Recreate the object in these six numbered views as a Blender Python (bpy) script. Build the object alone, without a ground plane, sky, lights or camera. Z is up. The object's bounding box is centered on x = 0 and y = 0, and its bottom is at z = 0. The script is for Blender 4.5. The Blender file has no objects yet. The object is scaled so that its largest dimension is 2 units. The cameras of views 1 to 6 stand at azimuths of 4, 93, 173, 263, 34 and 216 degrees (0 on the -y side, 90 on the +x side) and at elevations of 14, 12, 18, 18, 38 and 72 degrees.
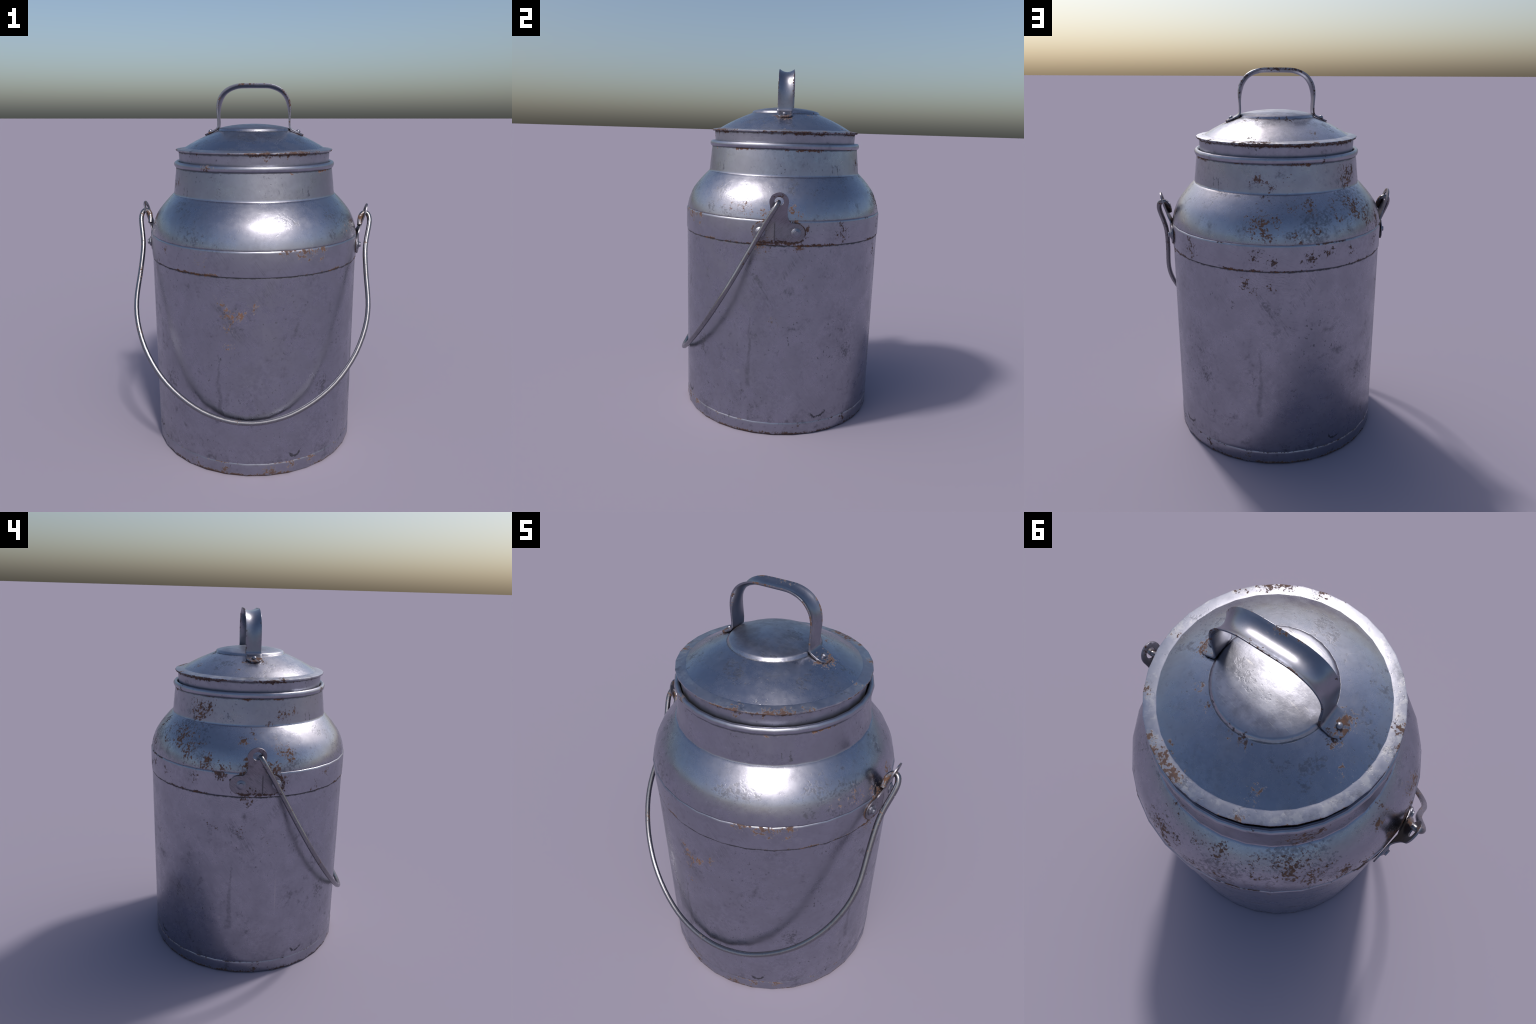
"""Weathered galvanised milk can: lathe-turned sheet-metal shells, pressed lid with a
channelled strap handle, two riveted lug brackets and a bent-wire bail."""
import bpy, bmesh, math
from mathutils import Vector, Matrix

AXIS_Y = 0.0135          # the can's axis stands a little behind the origin (the bail hangs in front)
SEGMENTS = 32            # rolled sheet with slightly flat facets
pi = math.pi


# ----------------------------------------------------------------------------------------------
# node helpers
# ----------------------------------------------------------------------------------------------
class Nodes:
    """Small wrapper that lets masks be written as expressions."""

    def __init__(self, name):
        self.mat = bpy.data.materials.new(name)
        self.mat.use_nodes = True
        self.t = self.mat.node_tree
        self.t.nodes.clear()
        self.out = self.t.nodes.new("ShaderNodeOutputMaterial")
        self.bsdf = self.t.nodes.new("ShaderNodeBsdfPrincipled")
        self.t.links.new(self.bsdf.outputs[0], self.out.inputs[0])
        tc = self.t.nodes.new("ShaderNodeTexCoord")
        self.obj = tc.outputs["Object"]
        # position relative to the can's axis, angle round it and height
        rel = self.vmath("SUBTRACT", self.obj, (0.0, AXIS_Y, 0.0))
        sep = self.t.nodes.new("ShaderNodeSeparateXYZ")
        self.link(rel, sep.inputs[0])
        self.rel = rel
        self.x, self.y, self.z = sep.outputs
        self._phi = None

    def link(self, a, b):
        if isinstance(a, (int, float)):
            b.default_value = a
        elif isinstance(a, tuple):
            b.default_value = a
        else:
            self.t.links.new(a, b)

    def math(self, op, a, b=None, c=None, clamp=False):
        n = self.t.nodes.new("ShaderNodeMath")
        n.operation = op
        n.use_clamp = clamp
        for i, v in enumerate((a, b, c)):
            if v is not None:
                self.link(v, n.inputs[i])
        return n.outputs[0]

    def vmath(self, op, a, b=None):
        n = self.t.nodes.new("ShaderNodeVectorMath")
        n.operation = op
        self.link(a, n.inputs[0])
        if b is not None:
            self.link(b, n.inputs[1])
        return n.outputs["Value"] if op in ("DISTANCE", "LENGTH", "DOT_PRODUCT") else n.outputs[0]

    def add(self, a, b): return self.math("ADD", a, b)
    def sub(self, a, b): return self.math("SUBTRACT", a, b)
    def mul(self, a, b): return self.math("MULTIPLY", a, b)
    def mx(self, a, b): return self.math("MAXIMUM", a, b)
    def mn(self, a, b): return self.math("MINIMUM", a, b)

    def ramp(self, v, lo, hi, a=0.0, b=1.0, smooth=True):
        n = self.t.nodes.new("ShaderNodeMapRange")
        n.interpolation_type = "SMOOTHSTEP" if smooth else "LINEAR"
        n.clamp = True
        self.link(v, n.inputs[0])
        for i, w in enumerate((lo, hi, a, b)):
            self.link(w, n.inputs[i + 1])
        return n.outputs[0]

    def noise(self, scale, detail=4.0, rough=0.55, stretch=None, turn=None, shift=(0, 0, 0), dist=0.0, vec=None):
        m = self.t.nodes.new("ShaderNodeMapping")
        self.link(vec or self.obj, m.inputs["Vector"])
        m.inputs["Location"].default_value = shift
        if turn:                                   # turn first, then stretch along the turned axes
            m.vector_type = "TEXTURE"
            m.inputs["Rotation"].default_value = turn
            m.inputs["Scale"].default_value = tuple(1.0 / c for c in stretch)
        elif stretch:
            m.inputs["Scale"].default_value = stretch
        n = self.t.nodes.new("ShaderNodeTexNoise")
        self.link(m.outputs[0], n.inputs["Vector"])
        n.inputs["Scale"].default_value = scale
        n.inputs["Detail"].default_value = detail
        n.inputs["Roughness"].default_value = rough
        n.inputs["Distortion"].default_value = dist
        return n.outputs[0]

    def mix(self, f, a, b):
        n = self.t.nodes.new("ShaderNodeMix")
        n.data_type = "RGBA"
        self.link(f, n.inputs[0])
        for v, s in ((a, n.inputs[6]), (b, n.inputs[7])):
            if isinstance(v, tuple):
                s.default_value = (*v, 1.0) if len(v) == 3 else v
            else:
                self.link(v, s)
        return n.outputs[2]

    def mixf(self, f, a, b):
        n = self.t.nodes.new("ShaderNodeMix")
        n.data_type = "FLOAT"
        self.link(f, n.inputs[0])
        self.link(a, n.inputs[2])
        self.link(b, n.inputs[3])
        return n.outputs[0]

    def unrolled(self):
        """Sheet coordinates: (angle in degrees inside one quarter, height, 0) and unrolled metres."""
        if self._phi is None:
            th = self.math("ARCTAN2", self.y, self.x)
            self.theta = self.mul(th, 180.0 / pi)
            q = self.math("FLOORED_MODULO", self.add(self.theta, 90.0), 90.0)
            self.quarter = q
            # hand-made marks wander: bend the sheet coordinates with noise before placing them
            wob = self.mul(self.sub(self.noise(8.0, 5, 0.65, shift=(1, 4, 8)), 0.5), 0.15)
            self.zw = self.add(self.z, self.mul(self.sub(self.noise(8.0, 5, 0.65, shift=(6, 0, 3)), 0.5), 0.085))
            self._phi = self.add(self.mul(q, pi / 180.0), wob)
            c = self.t.nodes.new("ShaderNodeCombineXYZ")
            self.link(th, c.inputs[0])
            self.link(self.z, c.inputs[1])
            self.sheet = c.outputs[0]
        return self._phi

    def patch(self, theta, r, z, size, squash=1.0):
        """1 at a spot on the can (angle, radius, height), falling to 0 at `size` metres."""
        a = math.radians(theta)
        p = (r * math.cos(a), r * math.sin(a), z)
        if squash != 1.0:
            d = self.vmath("SUBTRACT", self.rel, p)
            d = self.vmath("LENGTH", self.vmath("MULTIPLY", d, (1.0, 1.0, squash)))
        else:
            d = self.vmath("DISTANCE", self.rel, p)
        return self.ramp(d, 0.0, size, 1.0, 0.0, smooth=False)

    def strip(self, z0, up, down):
        """1 at height z0, fading to 0 `up` metres above it and `down` metres below it."""
        d = self.sub(self.z, z0)
        a = self.ramp(d, 0.0, up, 1.0, 0.0, smooth=False)
        b = self.ramp(d, -down, 0.0, 0.0, 1.0, smooth=False)
        return self.mn(a, b)


def union(n, masks):
    res = None
    for m in masks:
        res = m if res is None else n.mx(res, m)
    return res if res is not None else 0.0


# ----------------------------------------------------------------------------------------------
# the one weathered zinc recipe; each part passes its own rust spots, seams and wear marks
# ----------------------------------------------------------------------------------------------
ZINC = (0.362, 0.370, 0.438)
ZINC_LIGHT = (0.43, 0.435, 0.455)
ZINC_DARK = (0.318, 0.324, 0.382)
RUST = (0.078, 0.039, 0.025)
RUST_ORANGE = (0.165, 0.077, 0.036)
SOOT = (0.03, 0.029, 0.031)


def zinc(name, rough=0.36, tint=ZINC, spots=(), seams=(), orange=0.25, wear=None, fleck=1.0,
         brush=0.5, patchy=0.5, bump=0.30, rust_gain=1.0, gloss=None, edge_rust=None):
    n = Nodes(name)
    n.unrolled()
    broad = n.noise(3.1, 4, 0.6)
    cloudy = n.noise(9.0, 5, 0.62, shift=(3.1, 1.7, 0.4))
    fine = n.noise(48.0, 5, 0.6, shift=(1.2, 5.5, 2.0))
    grit = n.noise(85.0, 6, 0.64, shift=(7.0, 2.0, 1.0))
    blotch = n.noise(26.0, 6, 0.66, shift=(0.7, 9.1, 4.2))
    # --- bare metal: cloudy zinc with brushed lines --------------------------------------------
    col = n.mix(n.ramp(cloudy, 0.30, 0.72), ZINC_DARK if tint is ZINC else tuple(c * 0.86 for c in tint), tint)
    col = n.mix(n.mul(n.ramp(broad, 0.50, 0.75), 0.55), col, tuple(c * 1.10 for c in tint))
    col = n.mix(n.mul(n.ramp(fine, 0.45, 0.75), 0.30), col, tuple(c * 0.80 for c in tint))
    hatch = n.noise(9.0, 4, 0.65, stretch=(0.7, 22.0, 1.0), turn=(0, 0, math.radians(-38)), vec=n.sheet)
    rake = n.noise(11.0, 4, 0.65, stretch=(0.6, 26.0, 1.0), turn=(0, 0, math.radians(-12)), shift=(3, 1, 0), vec=n.sheet)
    zone = n.ramp(n.noise(3.4, 3, 0.6, shift=(5, 5, 2)), 0.42, 0.62)
    hatch = n.mx(n.mul(n.ramp(hatch, 0.52, 0.70), zone), n.mul(n.ramp(rake, 0.55, 0.72), n.sub(1.0, zone)))
    col = n.mix(n.mul(hatch, brush * 0.48), col, tuple(c * 0.60 for c in tint))
    # --- black flecks and smears ---------------------------------------------------------------
    pits = n.noise(75.0, 3, 0.5, stretch=(1, 1, 0.7), shift=(4, 4, 4))
    gate = n.ramp(n.noise(5.5, 3, 0.6, shift=(9, 3, 1)), 0.46, 0.68)
    pit = n.mul(n.ramp(pits, 0.635, 0.68), n.add(n.mul(gate, 0.80), 0.10))
    soot = n.mul(pit, 0.52 * fleck)
    smear = n.mul(n.ramp(n.noise(7.0, 6, 0.7, shift=(2, 8, 6)), 0.52, 0.70),
                  n.ramp(n.noise(26.0, 5, 0.7, shift=(5, 1, 3)), 0.44, 0.66))
    soot = n.mx(soot, n.mul(smear, 0.46 * fleck))
    extra_light = None
    if wear:
        dark, light = wear(n)
        if dark is not None:
            soot = n.mx(soot, dark)
        extra_light = light
    col = n.mix(soot, col, SOOT)
    # --- pale scratches ------------------------------------------------------------------------
    scr = n.noise(12.0, 2, 0.5, stretch=(1.0, 18.0, 1.0), turn=(0, 0, math.radians(24)), vec=n.sheet)
    scr = n.mul(n.ramp(scr, 0.68, 0.72), n.ramp(broad, 0.45, 0.6))
    speck = n.mul(n.ramp(n.noise(60.0, 3, 0.55, shift=(1, 8, 6)), 0.69, 0.74), n.ramp(cloudy, 0.42, 0.6))
    col = n.mix(n.mul(n.mx(scr, speck), 0.42), col, (0.56, 0.56, 0.58))
    stain = n.mul(n.ramp(n.noise(4.0, 6, 0.68, shift=(7, 3, 9), stretch=(1, 1, 0.7)), 0.50, 0.66), n.ramp(fine, 0.35, 0.6))
    col = n.mix(n.mul(stain, 0.20), col, tuple(c * 0.45 for c in tint))
    if extra_light is not None:
        col = n.mix(extra_light, col, (0.56, 0.55, 0.55))
    # --- rust ----------------------------------------------------------------------------------
    field = [n.mul(n.patch(*s[:4], squash=(s[5] if len(s) > 5 else 1.0)), s[4]) for s in spots]
    for s in seams:            # (height, fade up, fade down, strength, share of the circle)
        z0, up, down, strength, share = s[:5]
        run = n.ramp(n.noise(4.2, 4, 0.6, shift=(z0 * 13, 2.0, z0 * 7)), 0.62 - share * 0.35, 0.80 - share * 0.30)
        field.append(n.mul(n.mul(n.strip(z0, up, down), run), strength))
    if edge_rust:
        field.append(edge_rust(n))
    rust = 0.0
    if field:
        f = union(n, field)
        g = n.add(n.mul(n.sub(grit, 0.5), 2.5), n.mul(n.sub(blotch, 0.5), 1.9))
        rust = n.ramp(n.add(n.mul(f, 1.0 * rust_gain), g), 0.43, 0.70)
        rust = n.mul(rust, n.ramp(f, 0.04, 0.24))
        halo = n.mul(n.ramp(f, 0.20, 1.0), 0.22)
        col = n.mix(halo, col, n.mix(0.5, tuple(c * 0.6 for c in tint), RUST))
        rc = n.mix(n.ramp(n.noise(40.0, 4, 0.6, shift=(2, 2, 9)), 0.62 - orange * 0.45, 0.80 - orange * 0.3), RUST, RUST_ORANGE)
        rc = n.mix(n.mul(n.ramp(fine, 0.5, 0.7), 0.5), rc, tuple(c * 0.6 for c in RUST))
        col = n.mix(n.mul(rust, 0.90), col, rc)
    # --- shader --------------------------------------------------------------------------------
    rg = n.mixf(n.ramp(cloudy, 0.30, 0.72), rough + 0.07 * patchy, rough - 0.05 * patchy)
    rg = n.add(rg, n.mul(n.sub(n.noise(5.0, 5, 0.65, shift=(6, 6, 1)), 0.5), 0.22 * patchy))
    rg = n.add(rg, n.mul(n.sub(n.noise(24.0, 5, 0.7, shift=(2, 6, 5)), 0.5), 0.30 * patchy))
    if gloss:
        rg = n.add(rg, gloss(n))
    rg = n.mixf(n.mul(soot, 0.8), rg, 0.62)
    if field:
        rg = n.mixf(rust, rg, 0.80)
        n.link(n.sub(1.0, n.mul(rust, 0.93)), n.bsdf.inputs["Metallic"])
        n.link(n.sub(0.5, n.mul(rust, 0.40)), n.bsdf.inputs["Specular IOR Level"])
    else:
        n.bsdf.inputs["Metallic"].default_value = 1.0
    n.link(col, n.bsdf.inputs["Base Color"])
    n.link(rg, n.bsdf.inputs["Roughness"])
    h = n.add(n.mul(n.noise(8.0, 2, 0.5, shift=(3.1, 1.7, 0.4)), 0.9), n.mul(fine, 0.04))
    h = n.add(h, n.mul(n.noise(16.0, 2, 0.5, shift=(8, 8, 1)), 0.22))
    h = n.sub(h, n.mul(soot, 0.25))
    if field:
        h = n.add(h, n.mul(n.mul(rust, grit), 0.12))
    b = n.t.nodes.new("ShaderNodeBump")
    b.inputs["Strength"].default_value = bump
    b.inputs["Distance"].default_value = 0.006
    n.link(h, b.inputs["Height"])
    n.link(b.outputs[0], n.bsdf.inputs["Normal"])
    return n.mat


# ----------------------------------------------------------------------------------------------
# wear marks that repeat in each quarter of the sheet (the sheet was rolled four times)
# ----------------------------------------------------------------------------------------------
def quarter_line(n, p0, p1, w0, w1):
    """Soft stroke from p0 to p1 in (quarter degrees, height); w = half width in metres."""
    R = 0.57
    ax, az = p0[0] * pi / 180 * R, p0[1]
    bx, bz = p1[0] * pi / 180 * R, p1[1]
    L2 = (bx - ax) ** 2 + (bz - az) ** 2
    px = n.sub(n.mul(n._phi, R), ax)
    pz = n.sub(n.zw, az)
    t = n.math("DIVIDE", n.add(n.mul(px, bx - ax), n.mul(pz, bz - az)), L2, clamp=True)
    dx = n.sub(px, n.mul(t, bx - ax))
    dz = n.sub(pz, n.mul(t, bz - az))
    d = n.math("SQRT", n.add(n.mul(dx, dx), n.mul(dz, dz)))
    w = n.add(w0, n.mul(t, w1 - w0))
    return n.ramp(n.math("DIVIDE", d, w), 0.2, 1.0, 1.0, 0.0)


def quarter_spot(n, q, z, size):
    R = 0.57
    dx = n.sub(n.mul(n._phi, R), q * pi / 180 * R)
    dz = n.sub(n.zw, z)
    d = n.math("SQRT", n.add(n.mul(dx, dx), n.mul(dz, dz)))
    return d, n.ramp(d, 0.0, size, 1.0, 0.0)


def ragged(n, mask, grain, keep=0.5):
    """Break a soft mask into grains: solid where the mask is full, crumbs at its border."""
    return n.ramp(n.add(n.mul(mask, keep), grain), 0.50 + keep * 0.55, 0.62 + keep * 0.62)


def body_wear(n):
    rag = n.noise(38.0, 6, 0.7, shift=(8, 2, 2))
    crumbs = n.noise(90.0, 4, 0.65, shift=(5, 7, 2))
    rags = n.ramp(rag, 0.40, 0.60)
    streak = quarter_line(n, (76.0, 0.54), (75.4, 0.30), 0.012, 0.024)
    thin = quarter_line(n, (76.4, 0.67), (76.0, 0.52), 0.006, 0.010)
    dark = n.mul(n.mx(streak, n.mul(thin, 0.8)), n.add(0.16, n.mul(rags, 0.18)))
    # raking smears below the band and the black scuff they start from
    smear = n.mx(quarter_line(n, (76.0, 0.93), (87.0, 0.76), 0.040, 0.050),
                 quarter_line(n, (11.5, 1.04), (0.5, 0.86), 0.045, 0.025))
    lines = n.noise(8.0, 5, 0.68, stretch=(1.2, 10.0, 1.0), turn=(0, 0, math.radians(-42)), vec=n.sheet)
    dark = n.mx(dark, n.mul(n.mul(smear, n.ramp(lines, 0.44, 0.64)), n.add(0.14, n.mul(rags, 0.26))))
    scuff = quarter_line(n, (77.5, 0.912), (82.0, 0.845), 0.030, 0.022)
    dark = n.mx(dark, n.mul(ragged(n, scuff, n.add(n.mul(rag, 0.5), n.mul(crumbs, 0.5)), 0.20), 0.40))
    # peppering at mid height
    _, pep = quarter_spot(n, 43.0, 0.455, 0.16)
    dark = n.mx(dark, n.mul(ragged(n, n.mul(pep, 0.8), n.mul(n.add(rag, crumbs), 0.5), 0.30), 0.5))
    # crescent kick mark just above the base
    d, _ = quarter_spot(n, 25.8, 0.142, 0.1)
    ring = n.ramp(n.math("ABSOLUTE", n.sub(d, 0.042)), 0.0, 0.016, 1.0, 0.0)
    low = n.mul(n.ramp(n.zw, 0.110, 0.150, 1.0, 0.0), n.ramp(n.quarter, 20.0, 22.0))
    dark = n.mx(dark, n.mul(ragged(n, n.mul(ring, low), n.mul(n.add(rag, crumbs), 0.5), 0.42), 0.75))
    # swirl of fine polishing lines under the band
    d, sw = quarter_spot(n, 89.0, 1.35, 0.52)
    arcs = n.math("SINE", n.add(n.mul(d, 520.0), n.mul(rag, 9.0)))
    dark = n.mx(dark, n.mul(n.mul(n.ramp(sw, 0.05, 0.3), n.ramp(arcs, 0.3, 1.0)), n.mul(rags, 0.22)))
    # grime above the base seam; occlusion shade painted on below the band's edge
    low = n.mul(n.strip(0.080, 0.09, 0.012), n.ramp(n.noise(11.0, 6, 0.7), 0.46, 0.66))
    dark = n.mx(dark, n.mul(n.mul(low, rags), 0.55))
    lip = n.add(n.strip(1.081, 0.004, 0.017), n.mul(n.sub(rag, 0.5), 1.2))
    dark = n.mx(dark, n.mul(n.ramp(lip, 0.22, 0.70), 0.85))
    a = math.radians(-169.0)
    side = n.add(n.mul(n.x, -math.sin(a)), n.mul(n.y, math.cos(a)))
    pale = n.mul(n.ramp(n.math("ABSOLUTE", side), 0.001, 0.005, 1.0, 0.0),
                 n.mul(n.ramp(n.math("ABSOLUTE", n.sub(n.z, 0.50)), 0.02, 0.15, 1.0, 0.0), n.ramp(n.x, -0.3, -0.4)))
    _, drop = quarter_spot(n, 70.0, 0.36, 0.03)
    pale = n.mx(pale, n.mul(ragged(n, drop, n.mul(n.add(rag, crumbs), 0.5)), 0.6))
    return dark, n.mul(pale, 0.30)


def neck_wear(n):
    rag = n.noise(38.0, 6, 0.7, shift=(8, 2, 2))
    crumbs = n.noise(90.0, 4, 0.65, shift=(5, 7, 2))
    drip = n.mx(quarter_line(n, (43.0, 1.480), (43.0, 1.435), 0.006, 0.014),
                quarter_line(n, (38.0, 1.475), (38.0, 1.445), 0.005, 0.009))
    grain = n.mul(n.add(rag, crumbs), 0.5)
    dark = n.mul(ragged(n, drip, grain, 0.22), 0.55)
    _, pep = quarter_spot(n, 70.0, 1.462, 0.10)
    dark = n.mx(dark, n.mul(ragged(n, n.mul(pep, 0.6), grain, 0.35), 0.6))
    under = n.add(n.strip(1.562, 0.004, 0.012), n.mul(n.sub(rag, 0.5), 1.3))  # rim's soft shadow darkened into the top of the neck
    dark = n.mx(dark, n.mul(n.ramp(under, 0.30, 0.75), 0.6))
    return dark, None


def shoulder_wear(n):
    """Soot worked into the lower shoulder in broken clouds."""
    rag = n.noise(38.0, 6, 0.7, shift=(8, 2, 2))
    crumbs = n.noise(80.0, 4, 0.65, shift=(5, 7, 2))
    cloud = n.ramp(n.noise(5.0, 4, 0.6, shift=(3, 0, 5)), 0.44, 0.64)
    dark = n.mul(ragged(n, n.mul(cloud, 0.75), n.add(n.mul(rag, 0.35), n.mul(crumbs, 0.65)), 0.30), 0.45)
    foot = n.add(n.strip(1.207, 0.010, 0.01), n.mul(n.sub(rag, 0.5), 1.3))
    dark = n.mx(dark, n.mul(n.ramp(foot, 0.40, 0.85), 0.45))
    return dark, None


def collar_painted_shade(n):
    rag = n.noise(38.0, 6, 0.7, shift=(8, 2, 2))
    under = n.add(n.strip(1.647, 0.004, 0.016), n.mul(n.sub(rag, 0.5), 1.3))  # shade of the brim's overhang baked into the collar colour
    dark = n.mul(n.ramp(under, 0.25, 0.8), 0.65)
    return dark, None


def lid_wear(n):
    rag = n.noise(30.0, 6, 0.7, shift=(8, 2, 2))
    crumbs = n.noise(80.0, 4, 0.65, shift=(5, 7, 2))
    cloud = n.ramp(n.noise(6.0, 4, 0.6, shift=(3, 3, 5)), 0.44, 0.66)
    dark = n.mul(ragged(n, n.mul(cloud, 0.8), n.add(n.mul(rag, 0.4), n.mul(crumbs, 0.6)), 0.34), 0.42)
    r = n.vmath("LENGTH", n.vmath("MULTIPLY", n.rel, (1.0, 1.0, 0.0)))
    disc = n.mul(n.ramp(r, 0.17, 0.195, 1.0, 0.0), n.ramp(n.noise(11.0, 6, 0.68, shift=(2, 5, 1)), 0.42, 0.66))
    dark = n.mx(dark, n.mul(disc, 0.34))
    worn = n.mul(n.ramp(r, 0.380, 0.392), n.ramp(n.noise(20.0, 6, 0.7, shift=(9, 2, 4)), 0.50, 0.60))
    strokes = n.noise(16.0, 3, 0.6, stretch=(16.0, 1.0, 1.0), turn=(0, 0, math.radians(78)), shift=(3, 3, 3))
    worn = n.mx(worn, n.mul(n.mul(n.ramp(strokes, 0.64, 0.68), n.ramp(r, 0.17, 0.195, 1.0, 0.0)), 0.9))
    step = n.ramp(n.math("ABSOLUTE", n.sub(n.vmath("LENGTH", n.vmath("MULTIPLY", n.rel, (1.0, 1.0, 0.0))), 0.2005)), 0.0, 0.006, 1.0, 0.0)  # dark ring drawn in for the crevice shade at the disc step
    dark = n.mx(dark, n.mul(n.ramp(n.add(step, n.mul(n.sub(rag, 0.5), 1.6)), 0.5, 1.0), 0.6))
    return dark, n.mul(worn, 0.45)


def lid_gloss(n):
    """The hammered brim and centre disc are duller than the spun cone."""
    r = n.vmath("LENGTH", n.vmath("MULTIPLY", n.rel, (1.0, 1.0, 0.0)))
    brim = n.ramp(r, 0.3805, 0.3835)
    top = n.ramp(r, 0.190, 0.196, 1.0, 0.0)
    return n.add(n.mul(brim, 0.15), n.mul(top, 0.10))


def strap_edges(n):
    """Rust creeps in from the strap's two raw edges."""
    off = n.math("ABSOLUTE", n.sub(n.y, 0.002))
    run = n.ramp(n.noise(9.0, 4, 0.6, shift=(4, 1, 7)), 0.42, 0.60)
    return n.mul(n.mul(n.ramp(off, 0.030, 0.043), run), 0.62)


def lug_wear(n):
    file_marks = n.noise(26.0, 4, 0.6, stretch=(1.0, 1.0, 14.0), turn=(math.radians(42), 0, 0), shift=(2, 1, 5))
    low = n.ramp(n.z, 1.20, 1.30, 1.0, 0.25)
    dark = n.mul(n.mul(n.ramp(file_marks, 0.50, 0.66), low), 0.34)
    crease = n.mul(n.ramp(n.math("ABSOLUTE", n.add(n.y, 0.0185)), 0.001, 0.005, 1.0, 0.0), n.ramp(n.z, 1.190, 1.208, 1.0, 0.0))  # dark line along the plate's crease
    return n.mx(dark, n.mul(crease, 0.62)), None


def lug_contact_shade(n):
    """Contact shadow of the two lug plates, coloured in as a rust-brown fringe."""
    ay = n.math("ABSOLUTE", n.sub(n.y, 0.0015))
    c = n.t.nodes.new("ShaderNodeCombineXYZ")
    n.link(ay, c.inputs[0])
    n.link(n.z, c.inputs[1])
    p = c.outputs[0]
    lobe = n.ramp(n.vmath("DISTANCE", p, (0.084, 1.1465, 0.0)), 0.050, 0.066, 1.0, 0.0)
    web = n.mul(n.ramp(ay, 0.085, 0.100, 1.0, 0.0), n.mul(n.ramp(n.z, 1.072, 1.090), n.ramp(n.z, 1.20, 1.225, 1.0, 0.0)))
    neck = n.mul(n.ramp(ay, 0.044, 0.080, 1.0, 0.0), n.mul(n.ramp(n.z, 1.19, 1.20), n.ramp(n.z, 1.215, 1.275, 1.0, 0.0)))
    near = n.ramp(n.math("ABSOLUTE", n.x), 0.50, 0.53)
    return n.mul(n.mul(n.mx(lobe, n.mx(web, n.mul(neck, 0.75))), near), 0.78)


# ----------------------------------------------------------------------------------------------
# geometry helpers
# ----------------------------------------------------------------------------------------------
can = bpy.data.objects.new("milk_can", None)
can.empty_display_size = 0.3
bpy.context.scene.collection.objects.link(can)
can["label"] = "weathered galvanised milk can with lid, strap handle and wire bail"
can["category"] = "milk can"


def add_object(name, mesh, material, parent=can, smooth_angle=38.0):
    ob = bpy.data.objects.new(name, mesh)
    bpy.context.scene.collection.objects.link(ob)
    if material is not None and not mesh.materials:
        mesh.materials.append(material)
    ob.parent = parent
    mesh.shade_smooth()
    if smooth_angle:
        mesh.set_sharp_from_angle(angle=math.radians(smooth_angle))
    return ob


def lathe(name, profile, material, parent=can, segments=SEGMENTS, closed=False, smooth_angle=38.0, creases=()):
    """Turn a (radius, height) profile round the can's axis. closed=True joins its ends."""
    bm = bmesh.new()
    rings = []
    for r, z in profile:
        if r < 1e-6:
            rings.append([bm.verts.new((0.0, AXIS_Y, z))])
        else:
            rings.append([bm.verts.new((r * math.cos(2 * pi * i / segments),
                                        AXIS_Y + r * math.sin(2 * pi * i / segments), z)) for i in range(segments)])
    pairs = list(zip(rings, rings[1:]))
    if closed:
        pairs.append((rings[-1], rings[0]))
    for a, b in pairs:
        for i in range(segments):
            j = (i + 1) % segments
            if len(a) == 1:
                bm.faces.new((a[0], b[j], b[i]))
            elif len(b) == 1:
                bm.faces.new((a[i], a[j], b[0]))
            else:
                bm.faces.new((a[i], a[j], b[j], b[i]))
    bmesh.ops.recalc_face_normals(bm, faces=bm.faces)
    me = bpy.data.meshes.new(name)
    bm.to_mesh(me)
    bm.free()
    ob = add_object(name, me, material, parent, smooth_angle=smooth_angle)
    for e in me.edges:                     # pressed-in creases: whole rings stay sharp
        a, b = e.vertices
        if a // segments == b // segments and a // segments in creases:
            e.use_edge_sharp = True
    return ob


def spline(points, steps):
    """Catmull-Rom through control points of any dimension."""
    pts = [Vector(p) for p in points]
    pts = [pts[0] * 2 - pts[1]] + pts + [pts[-1] * 2 - pts[-2]]
    out = []
    for i in range(1, len(pts) - 2):
        p0, p1, p2, p3 = pts[i - 1:i + 3]
        for k in range(steps):
            t = k / steps
            out.append(0.5 * ((2 * p1) + (p2 - p0) * t + (2 * p0 - 5 * p1 + 4 * p2 - p3) * t * t
                              + (3 * p1 - p0 - 3 * p2 + p3) * t ** 3))
    out.append(pts[-2].copy())
    return out


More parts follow.
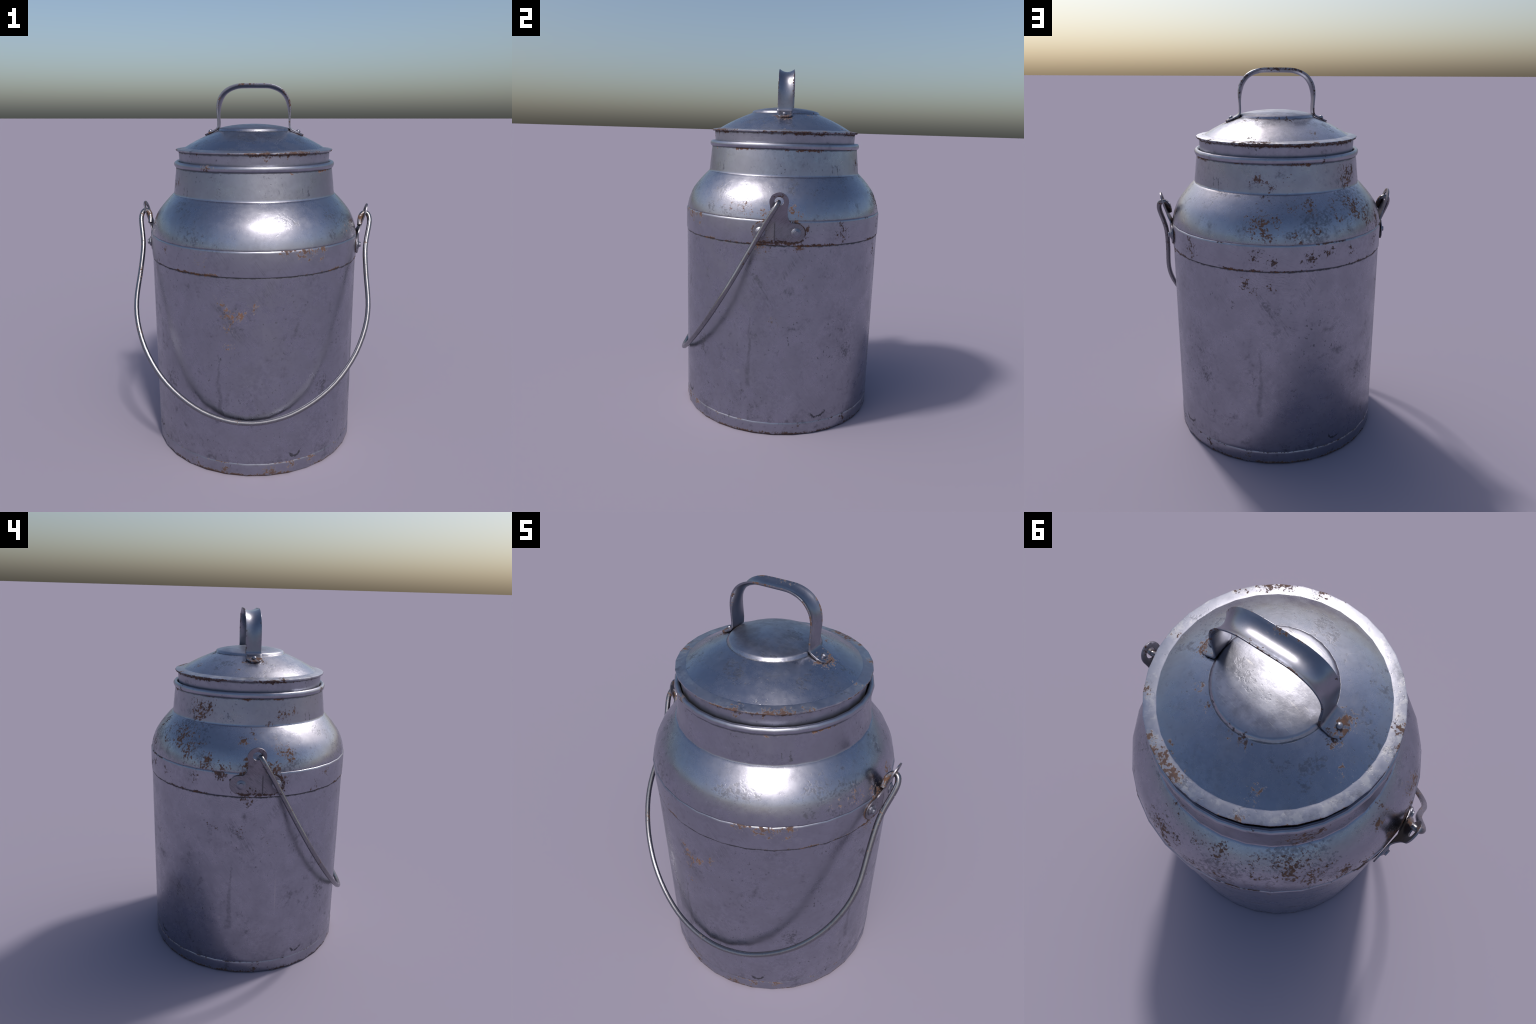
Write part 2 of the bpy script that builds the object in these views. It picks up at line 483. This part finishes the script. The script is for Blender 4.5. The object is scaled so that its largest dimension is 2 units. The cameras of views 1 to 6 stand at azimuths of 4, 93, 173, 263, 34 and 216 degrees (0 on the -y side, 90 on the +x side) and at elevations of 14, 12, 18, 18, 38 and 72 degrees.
# ----------------------------------------------------------------------------------------------
# materials
# ----------------------------------------------------------------------------------------------
# rust spots: (angle in degrees from +x, radius, height, size, strength)
BODY_SPOTS = [
    (-102, .571, .950, .06, .55), (-99, .571, .885, .075, .70), (-92, .571, .888, .055, .60),
    (-86, .571, .930, .05, .50), (-99.5, .570, .822, .05, .50), (-98.8, .570, .715, .065, .42),
    (69, .571, 1.010, .07, .45), (73, .571, .985, .07, .45), (81, .571, .99, .06, .42),
    (155, .571, .908, .06, .45), (171, .571, .887, .06, .45), (-175, .571, .839, .07, .40),
    (11, .571, 1.070, .05, .75), (-8, .571, 1.073, .09, .55), (174, .571, 1.073, .09, .45),
    (-2, .57, .66, .07, .34), (14, .571, .90, .05, .40),
]
SHOULDER_SPOTS = [
    (76, .463, 1.400, .060, .60), (74.6, .536, 1.300, .085, .78), (82, .538, 1.295, .060, .60),
    (79, .554, 1.257, .055, .62), (103, .492, 1.367, .060, .68), (93.5, .489, 1.371, .050, .52),
    (131, .507, 1.347, .095, .72), (117, .501, 1.356, .070, .56), (103, .552, 1.263, .050, .62),
    (92, .564, 1.231, .055, .48), (138, .480, 1.382, .055, .62), (141, .540, 1.291, .095, .70),
    (152, .556, 1.252, .070, .62), (162, .563, 1.237, .060, .60), (172, .502, 1.353, .045, .72),
    (178, .473, 1.390, .055, .50), (-164, .539, 1.293, .075, .66), (-169, .517, 1.334, .040, .58),
    (101, .488, 1.373, .060, .52), (-172, .568, 1.225, .060, .60), (175, .558, 1.250, .060, .55),
    (-18, .553, 1.261, .060, .50), (-7, .558, 1.249, .050, .60), (7, .552, 1.263, .040, .62),
    (10, .569, 1.215, .070, .45), (-30, .556, 1.255, .050, .42), (120, .540, 1.285, .07, .50),
]
NECK_SPOTS = [
    (72, .436, 1.490, .060, .60), (80, .440, 1.452, .055, .58), (139, .437, 1.490, .100, .80),
    (146, .434, 1.515, .055, .72), (-160.5, .439, 1.468, .060, .70), (-152, .436, 1.495, .045, .52),
    (-172, .442, 1.43, .03, .5), (90, .44, 1.50, .05, .42),
]
BAND_SPOTS = [
    (15.0, .576, 1.165, .035, .75), (13.0, .576, 1.115, .04, .70), (-12.5, .576, 1.165, .03, .55), (166, .576, 1.165, .035, .6),
    (194, .576, 1.165, .04, .80), (192, .576, 1.115, .04, .7), (168, .576, 1.112, .035, .65),
    (74.5, .575, 1.157, .075, .60), (100, .575, 1.131, .075, .60), (82.6, .575, 1.131, .060, .55),
    (36, .575, 1.137, .080, .58), (35, .575, 1.184, .050, .60), (145, .575, 1.151, .060, .55),
    (-147, .575, 1.103, .060, .50), (-139, .575, 1.175, .070, .46), (125, .575, 1.15, .09, .42),
    (-112, .575, 1.15, .08, .36), (-50, .575, 1.16, .08, .36), (110, .575, 1.16, .06, .5),
]
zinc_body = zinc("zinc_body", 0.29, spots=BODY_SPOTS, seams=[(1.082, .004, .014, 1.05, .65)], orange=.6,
                 wear=body_wear, fleck=1.2, brush=1.0, patchy=.85, edge_rust=lug_contact_shade)
zinc_base = zinc("zinc_base", 0.34, spots=[(-102, .57, .02, .06, .62), (-78, .57, .012, .07, .85), (-66, .57, .058, .05, .60),
                                           (-53, .57, .07, .07, .62), (-34, .57, .063, .06, .55), (-54, .57, .02, .05, .55),
                                           (13, .57, .05, .05, .52), (44, .57, .052, .06, .60), (-120, .57, .02, .06, .5),
                                           (68, .57, .05, .06, .5), (180, .57, .03, .07, .52), (150, .57, .05, .05, .45)],
                 seams=[(0.0, .026, .01, 1.05, .95), (.072, .010, .010, .70, .55)], orange=.3, fleck=1.3, brush=.8)
zinc_band = zinc("zinc_band", 0.32, spots=BAND_SPOTS + [(160, .575, 1.203, .07, .85), (-60, .576, 1.203, .09, .75), (-50, .576, 1.2, .05, .8), (-72, .576, 1.204, .06, .6),
                                                        (-53, .576, 1.2, .05, .6), (-172, .575, 1.20, .06, .7), (8, .576, 1.2, .07, .55)],
                 seams=[(1.080, .014, .004, .95, .65), (1.206, .003, .014, .75, .50)], orange=.3, brush=1.2, edge_rust=lug_contact_shade)
zinc_shoulder = zinc("zinc_shoulder", 0.275, spots=[(a, r, z, d * 1.3, k * .86) for a, r, z, d, k in SHOULDER_SPOTS], seams=[(1.205, .010, .01, .55, .40)], orange=.8,
                     wear=shoulder_wear, fleck=1.0, brush=.35, rust_gain=1.1, edge_rust=lug_contact_shade, patchy=.7)
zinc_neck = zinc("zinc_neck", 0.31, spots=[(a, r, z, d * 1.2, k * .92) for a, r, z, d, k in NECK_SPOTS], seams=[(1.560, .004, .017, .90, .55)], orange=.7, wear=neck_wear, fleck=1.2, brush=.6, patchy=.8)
zinc_rim = zinc("zinc_rim", 0.33, spots=[(-119, .436, 1.58, .07, .55), (-108, .436, 1.58, .05, .45), (115, .436, 1.575, .05, .5)],
                seams=[(1.562, .010, .006, .75, .50)], orange=.1)
LID_SPOTS = [
    (-77, .426, 1.655, .04, .9), (-60, .427, 1.655, .05, .85), (-50, .427, 1.655, .06, .95), (-40, .426, 1.656, .04, .85), (62, .42, 1.657, .05, .9),
    (-52, .420, 1.658, .05, .80), (-38, .424, 1.657, .035, .75), (-77, .412, 1.659, .045, .75),
    (66, .402, 1.662, .065, .92), (76, .414, 1.659, .055, .85), (55, .418, 1.658, .045, .75),
    (32, .418, 1.658, .045, .65), (-169, .424, 1.657, .04, .75), (-160, .424, 1.656, .06, .70),
    (110, .424, 1.656, .035, .85), (-47, .424, 1.655, .06, .75), (0, .404, 1.664, .05, .45),
    (162, .340, 1.692, .06, .38), (116, .339, 1.693, .06, .40), (40, .237, 1.741, .04, .50),
    (56, .212, 1.750, .04, .62), (100, .205, 1.752, .05, .50), (-4, .255, 1.735, .065, .72), (8, .262, 1.73, .05, .7), (-10, .24, 1.74, .05, .7), (190, .25, 1.735, .05, .7), (170, .262, 1.73, .05, .7),
    (4, .250, 1.735, .05, .50), (176, .250, 1.735, .06, .52), (184, .250, 1.735, .06, .56), (86, .205, 1.752, .04, .6),
    (-175, .20, 1.758, .05, .55), (180, .19, 1.768, .04, .4),
]
zinc_lid = zinc("zinc_lid", 0.27, spots=LID_SPOTS, seams=[(1.653, .007, .012, .95, .65)], orange=.2, wear=lid_wear, gloss=lid_gloss, fleck=.9, brush=.3, patchy=.9, bump=.38)
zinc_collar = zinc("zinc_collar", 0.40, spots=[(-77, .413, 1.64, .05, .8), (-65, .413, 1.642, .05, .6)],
                   seams=[(1.646, .004, .018, .95, .60)], orange=.1, wear=collar_painted_shade, fleck=1.2)
zinc_strap = zinc("zinc_strap", 0.31, tint=(0.285, 0.292, 0.345), edge_rust=strap_edges, spots=[(0, .262, 1.735, .05, .80), (180, .262, 1.735, .05, .80), (90, .05, 1.998, .05, .60), (-90, .03, 1.998, .05, .55),
                                             (45, .06, 1.998, .04, .60)],
                  seams=[(1.745, .02, .02, .65, .8)], orange=.2, fleck=.5, brush=.2)
zinc_lug = zinc("zinc_lug", 0.42, tint=(0.265, 0.256, 0.295), spots=[(0, .615, 1.345, .05, .6), (180, .615, 1.345, .05, .6), (-4, .60, 1.25, .06, .45), (184, .60, 1.25, .06, .45), (-3, .58, 1.10, .06, .62), (177, .58, 1.10, .06, .62)],  # spots on the ears brown the plate to carry their ambient occlusion
                seams=[(1.098, .012, .01, .8, .8)], orange=.1, brush=.2, wear=lug_wear)
zinc_bolt = zinc("zinc_bolt", 0.42, tint=(0.28, 0.285, 0.335), fleck=1.0)
wire_steel = zinc("wire_steel", 0.27, tint=(0.25, 0.248, 0.272),
                  spots=[(-156, .62, .62, .09, .75), (-150, .64, .70, .10, .70), (-165, .62, 1.00, .10, .45), (-12, .62, 1.02, .12, .50), (-20, .60, .85, .07, .55),
                         (-95, .58, .33, .06, .3), (-2, .605, 1.29, .08, .66), (182, .605, 1.29, .08, .66), (-8, .63, 1.12, .09, .42), (188, .63, 1.12, .09, .42)],
                  orange=.6, fleck=.7, brush=.2)

# ----------------------------------------------------------------------------------------------
# can body, from the floor up
# ----------------------------------------------------------------------------------------------
lathe("base_ring", [(0.0, .012), (.540, .012), (.546, .004), (.552, .0), (.5645, .0), (.5685, .005), (.5705, .016), (.5712, .060),
                    (.5704, .068), (.5672, .0735), (.560, .0745)], zinc_base)
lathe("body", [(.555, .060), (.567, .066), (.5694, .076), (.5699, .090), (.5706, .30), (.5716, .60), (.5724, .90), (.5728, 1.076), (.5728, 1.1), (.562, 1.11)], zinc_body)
lathe("band", [(.562, 1.0845), (.5750, 1.0795), (.5764, 1.0815), (.5769, 1.0855), (.5769, 1.140), (.5768, 1.1965), (.5764, 1.2000), (.5745, 1.2050), (.5722, 1.2072), (.562, 1.209)], zinc_band)
shoulder = [tuple(p) for p in spline([(.4445, 1.4215), (.4860, 1.3800), (.5335, 1.3205), (.5590, 1.2635), (.5710, 1.2170), (.5725, 1.198)], 4)]
lathe("shoulder", [(.4385, 1.4225)] + shoulder + [(.560, 1.196)], zinc_shoulder, smooth_angle=60)
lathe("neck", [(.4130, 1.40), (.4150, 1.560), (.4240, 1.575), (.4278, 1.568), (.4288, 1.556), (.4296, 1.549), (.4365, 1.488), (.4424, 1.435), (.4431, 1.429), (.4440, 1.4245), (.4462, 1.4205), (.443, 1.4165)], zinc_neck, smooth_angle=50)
rim = [(.4272 + .0124 * math.cos(t), 1.5780 + .0165 * math.sin(t)) for t in [2 * pi * k / 14 for k in range(14)]]
lathe("rolled_rim", rim, zinc_rim, closed=True, smooth_angle=0)

# ----------------------------------------------------------------------------------------------
# lid: flat brim, low cone, raised centre disc; its collar drops into the neck
# ----------------------------------------------------------------------------------------------
cone = [tuple(p) for p in spline([(.3815, 1.6650), (.3450, 1.6865), (.2950, 1.7125), (.2400, 1.7370), (.2030, 1.7520)], 4)]
disc = [(.1985, 1.7555), (.1955, 1.7620), (.1915, 1.7665), (.1860, 1.7690), (.160, 1.7755), (.12, 1.7825), (.07, 1.7880), (.03, 1.7900), (0.0, 1.7905)]
lid = lathe("lid", [(.4125, 1.6465), (.4235, 1.6475), (.4270, 1.6500), (.4280, 1.6535), (.4270, 1.6575), (.4230, 1.6590)] + cone + disc,
            zinc_lid, smooth_angle=40, creases=[6, 22])
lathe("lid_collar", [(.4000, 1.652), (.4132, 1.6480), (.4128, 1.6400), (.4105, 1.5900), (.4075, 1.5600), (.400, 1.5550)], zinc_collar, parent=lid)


# ----------------------------------------------------------------------------------------------
# strap handle of the lid: a channelled strip bent to a loop, feet riveted to the cone
# ----------------------------------------------------------------------------------------------
def strap_handle():
    half = [(.2700, 1.7335), (.2450, 1.7450), (.2200, 1.7570), (.2060, 1.7645), (.1990, 1.7740), (.1972, 1.790), (.1955, 1.825), (.1920, 1.860),
            (.1855, 1.891), (.1740, 1.9225), (.1540, 1.9500), (.1280, 1.9680), (.0980, 1.9790), (.0680, 1.9838), (.0, 1.9845)]
    right = spline([(x, 0, z) for x, z in half], 3)
    path = right + [Vector((-p.x, 0, p.z)) for p in reversed(right[:-1])]
    count = len(path)
    across, T = 9, 0.0085
    bm = bmesh.new()
    rows = []
    for k, p in enumerate(path):
        t = (path[min(k + 1, count - 1)] - path[max(k - 1, 0)]).normalized()
        nrm = Vector((-t.z, 0, t.x))
        if k < count // 2 and nrm.x < 0 or k >= count // 2 and nrm.x > 0:
            nrm = nrm if nrm.z > 0 else -nrm
        if nrm.z < 0 and abs(nrm.z) > .2:
            nrm = -nrm
        # outward direction: away from the loop's inside
        inside = Vector((0, 0, 1.86)) - p
        if nrm.dot(inside) > 0 and p.z > 1.775:
            nrm = -nrm
        if p.z <= 1.775 and nrm.z < 0:
            nrm = -nrm
        rise = min(max((p.z - 1.79) / .13, 0), 1)
        rise = rise * rise * (3 - 2 * rise)
        depth = .0165 * rise
        # width: strip .084 wide, feet flare a touch and end in a round tongue
        w = .0425
        if p.z < 1.775:
            w = .0435
        foot = abs(p.x) - .232
        if foot > 0:
            w = .0445 * math.sqrt(max(1 - (foot / .0385) ** 2, .16))
        row = []
        for i in range(across):
            s = -1 + 2 * i / (across - 1)
            off = depth * (s * s) - depth * .35 * 0
            row.append(p + Vector((0, AXIS_Y + .002 + s * w, 0)) + nrm * off)
        top = [bm.verts.new(q) for q in row]
        bot = [bm.verts.new(q - nrm * T) for q in row]
        rows.append((top, bot))
    for (a, b), (c, d) in zip(rows, rows[1:]):
        for i in range(across - 1):
            bm.faces.new((a[i], a[i + 1], c[i + 1], c[i]))
            bm.faces.new((b[i + 1], b[i], d[i], d[i + 1]))
        bm.faces.new((a[0], c[0], d[0], b[0]))
        bm.faces.new((a[-1], b[-1], d[-1], c[-1]))
    for a, b in (rows[0], rows[-1]):
        for i in range(across - 1):
            bm.faces.new((a[i], a[i + 1], b[i + 1], b[i]))
    bmesh.ops.recalc_face_normals(bm, faces=bm.faces)
    me = bpy.data.meshes.new("lid_handle")
    bm.to_mesh(me)
    bm.free()
    ob = add_object("lid_handle", me, zinc_strap, smooth_angle=0)
    bev = ob.modifiers.new("edge", "BEVEL")
    bev.width, bev.segments, bev.limit_method, bev.angle_limit = .0015, 2, "ANGLE", math.radians(50)
    return ob


handle = strap_handle()


def turned_stud(name, profile, segments, top_segments=None):
    bm = bmesh.new()
    prev = None
    for r, z in profile:
        ring = [bm.verts.new((r * math.cos(2 * pi * i / segments), r * math.sin(2 * pi * i / segments), z)) for i in range(segments)]
        if prev:
            for i in range(segments):
                j = (i + 1) % segments
                bm.faces.new((prev[i], prev[j], ring[j], ring[i]))
        prev = ring
    bm.faces.new(prev)
    me = bpy.data.meshes.new(name)
    bm.to_mesh(me)
    bm.free()
    return me


def place(name, mesh, material, at, normal, parent, spin=0.0):
    ob = add_object(name, mesh, material, parent, smooth_angle=(35 if name == "rivet" else 17))
    q = Vector((0, 0, 1)).rotation_difference(Vector(normal))
    ob.matrix_world = Matrix.Translation(at) @ q.to_matrix().to_4x4() @ Matrix.Rotation(spin, 4, "Z")
    return ob


rivet_mesh = turned_stud("rivet", [(.0115, -.004), (.0118, .002), (.0112, .006), (.0085, .0095), (.0040, .0110)], 14)
for side in (1, -1):
    place("rivet", rivet_mesh, zinc_bolt, Vector((side * .240, AXIS_Y + .002, 1.7475)), (side * .43, 0, .9), handle)


# ----------------------------------------------------------------------------------------------
# lug brackets: plate with two bolted lobes, creased in the middle, eye leaning outward
# ----------------------------------------------------------------------------------------------
def bracket_outline():
    """Half outline in (across, height), mirrored; lobes, waist and eye joined by curves."""
    lobe_c, lobe_r = Vector((.084, 1.1465)), .0505
    eye_c, eye_r = Vector((0.0, 1.3105)), .0490
    half = [Vector((0.0, 1.1080)), Vector((.022, 1.1055)), Vector((.042, 1.1010)), Vector((.062, 1.0968))]
    for k in range(15):
        a = math.radians(-88 + k * 178 / 14)
        half.append(lobe_c + lobe_r * Vector((math.cos(a), math.sin(a))))
    half += [Vector((.0700, 1.1975)), Vector((.0610, 1.2010)), Vector((.0540, 1.2090)), Vector((.0480, 1.2220)),
             Vector((.0440, 1.2380)), Vector((.0425, 1.2560)), Vector((.0435, 1.2750)), Vector((.0465, 1.2930))]
    for k in range(10):
        a = math.radians(-8 + k * 98 / 9)
        half.append(eye_c + eye_r * Vector((math.cos(a), math.sin(a))))
    half[-1].x = 0.0
    left = [Vector((-p.x, p.y)) for p in reversed(half[1:-1])]
    return half + left, eye_c


def bracket_mesh():
    outline, eye = bracket_outline()
    bm = bmesh.new()
    ov = [bm.verts.new((p.x, p.y, 0)) for p in outline]
    hv = [bm.verts.new((.0235 * math.cos(2 * pi * k / 20), eye.y + .003 + .0235 * math.sin(2 * pi * k / 20), 0)) for k in range(20)]
    edges = [bm.edges.new((ov[i], ov[(i + 1) % len(ov)])) for i in range(len(ov))]
    edges += [bm.edges.new((hv[i], hv[(i + 1) % 20])) for i in range(20)]
    bmesh.ops.triangle_fill(bm, use_beauty=True, edges=edges)
    for k in range(1, 16):     # cross cuts so that the plate can bend
        g = bm.verts[:] + bm.edges[:] + bm.faces[:]
        bmesh.ops.bisect_plane(bm, geom=g, plane_co=(0, 1.105 + k * .0165, 0), plane_no=(0, 1, 0))
    for x in (-.105, -.08, -.055, -.035, -.024, -.020, -.016, -.006, .01, .035, .06, .085, .11):
        g = bm.verts[:] + bm.edges[:] + bm.faces[:]
        bmesh.ops.bisect_plane(bm, geom=g, plane_co=(x, 0, 0), plane_no=(1, 0, 0))
    R = .5765
    lean = math.radians(8.3)
    for v in bm.verts:
        p, h = v.co.x, v.co.y
        d = p + .020                                   # crease sits a little off centre
        ridge = (R + .020 * math.sin(lean)) / math.cos(lean) - .0005
        flat = ridge - abs(d) * (math.tan(lean) if d > 0 else .20)
        up = h - 1.205
        s = min(max((up + .03) / .06, 0), 1)
        s = s * s * (3 - 2 * s)
        neck = R + .0090 + max(up, -.012) * math.tan(math.radians(15.0)) - .10 * abs(p) * max(0, 1 - up / .09)
        x = flat * (1 - s) + neck * s
        v.co = (x, p, h)
    bmesh.ops.remove_doubles(bm, verts=bm.verts, dist=1e-5)
    bmesh.ops.recalc_face_normals(bm, faces=bm.faces)
    bm.normal_update()
    if sum(f.normal.x for f in bm.faces) < 0:
        bmesh.ops.reverse_faces(bm, faces=bm.faces)
    me = bpy.data.meshes.new("bracket")
    bm.to_mesh(me)
    bm.free()
    return me


bolt_mesh = turned_stud("bolt", [(.0265, -.004), (.0265, .0010), (.0240, .0030), (.0155, .0075), (.0140, .0080), (.0136, .0140), (.0122, .0154)], 12)
plate = bracket_mesh()
for side in (1, -1):
    me = plate if side == 1 else plate.copy()
    if side == -1:
        for v in me.vertices:
            v.co.x *= -1
        me.flip_normals()
    for v in me.vertices:
        v.co.y += AXIS_Y + .0015
    ob = add_object("bracket", me, zinc_lug, smooth_angle=13)
    sol = ob.modifiers.new("sheet", "SOLIDIFY")
    sol.thickness, sol.offset = .0060, 1.0
    bev = ob.modifiers.new("edge", "BEVEL")
    bev.width, bev.segments, bev.limit_method, bev.angle_limit = .0012, 2, "ANGLE", math.radians(60)
    for off in (.0895, -.0955):
        at = Vector((side * .5775, AXIS_Y + .0015 + off, 1.147))
        place("bolt", bolt_mesh, zinc_bolt, at, (side * math.cos(.145), math.sin(.145) * (1 if off > 0 else -1), 0), ob, spin=.3 + off)


# ----------------------------------------------------------------------------------------------
# wire bail: hangs forward in a plane tilted 30.6 degrees, ends hooked through the eyes
# ----------------------------------------------------------------------------------------------
def wire_bail():
    tilt = math.radians(30.6)
    down = Vector((0, -math.sin(tilt), -math.cos(tilt)))
    pivot = Vector((0, AXIS_Y, 1.312))
    half = [(.588, .078), (.5895, .050), (.595, .024), (.607, .008), (.621, .004), (.634, .011), (.6415, .030), (.6430, .055), (.6385, .088),
            (.6290, .135), (.6215, .178), (.6170, .220), (.6160, .290), (.6180, .380), (.6220, .455), (.6225, .530), (.6130, .610),
            (.5900, .695), (.5530, .785), (.5050, .866), (.4480, .940), (.3800, 1.005), (.3050, 1.060), (.2250, 1.104), (.1450, 1.132), (.0700, 1.148), (0.0, 1.1525)]
    full = half + [(-x, s) for x, s in reversed(half[:-1])]
    pts = []
    for x, s in spline([(x, s) for x, s in full], 2):
        bow = .017 * math.sin(pi * min(max(s / 1.15, 0), 1) ** 1.25) ** 1.1          # the sides sag back a little
        wide = 1 + .0095 * math.sin(pi * min(max((s - .25) / .85, 0), 1))
        pts.append(pivot + Vector((x * wide, bow - .003 * s, -.48 * bow)) + down * s)
    sides, r = 10, .0132
    bm = bmesh.new()
    across = Vector((0, -math.cos(tilt), math.sin(tilt)))      # normal of the bail's plane
    rings = []
    for k, p in enumerate(pts):
        t = (pts[min(k + 1, len(pts) - 1)] - pts[max(k - 1, 0)]).normalized()
        b = t.cross(across).normalized()
        rings.append([bm.verts.new(p + r * (math.cos(2 * pi * i / sides) * across + math.sin(2 * pi * i / sides) * b)) for i in range(sides)])
    for a, c in zip(rings, rings[1:]):
        for i in range(sides):
            j = (i + 1) % sides
            bm.faces.new((a[i], a[j], c[j], c[i]))
    bm.faces.new(rings[0])
    bm.faces.new(rings[-1])
    bmesh.ops.recalc_face_normals(bm, faces=bm.faces)
    me = bpy.data.meshes.new("bail")
    bm.to_mesh(me)
    bm.free()
    return add_object("bail", me, wire_steel, smooth_angle=60)


wire_bail()
bpy.context.view_layer.update()
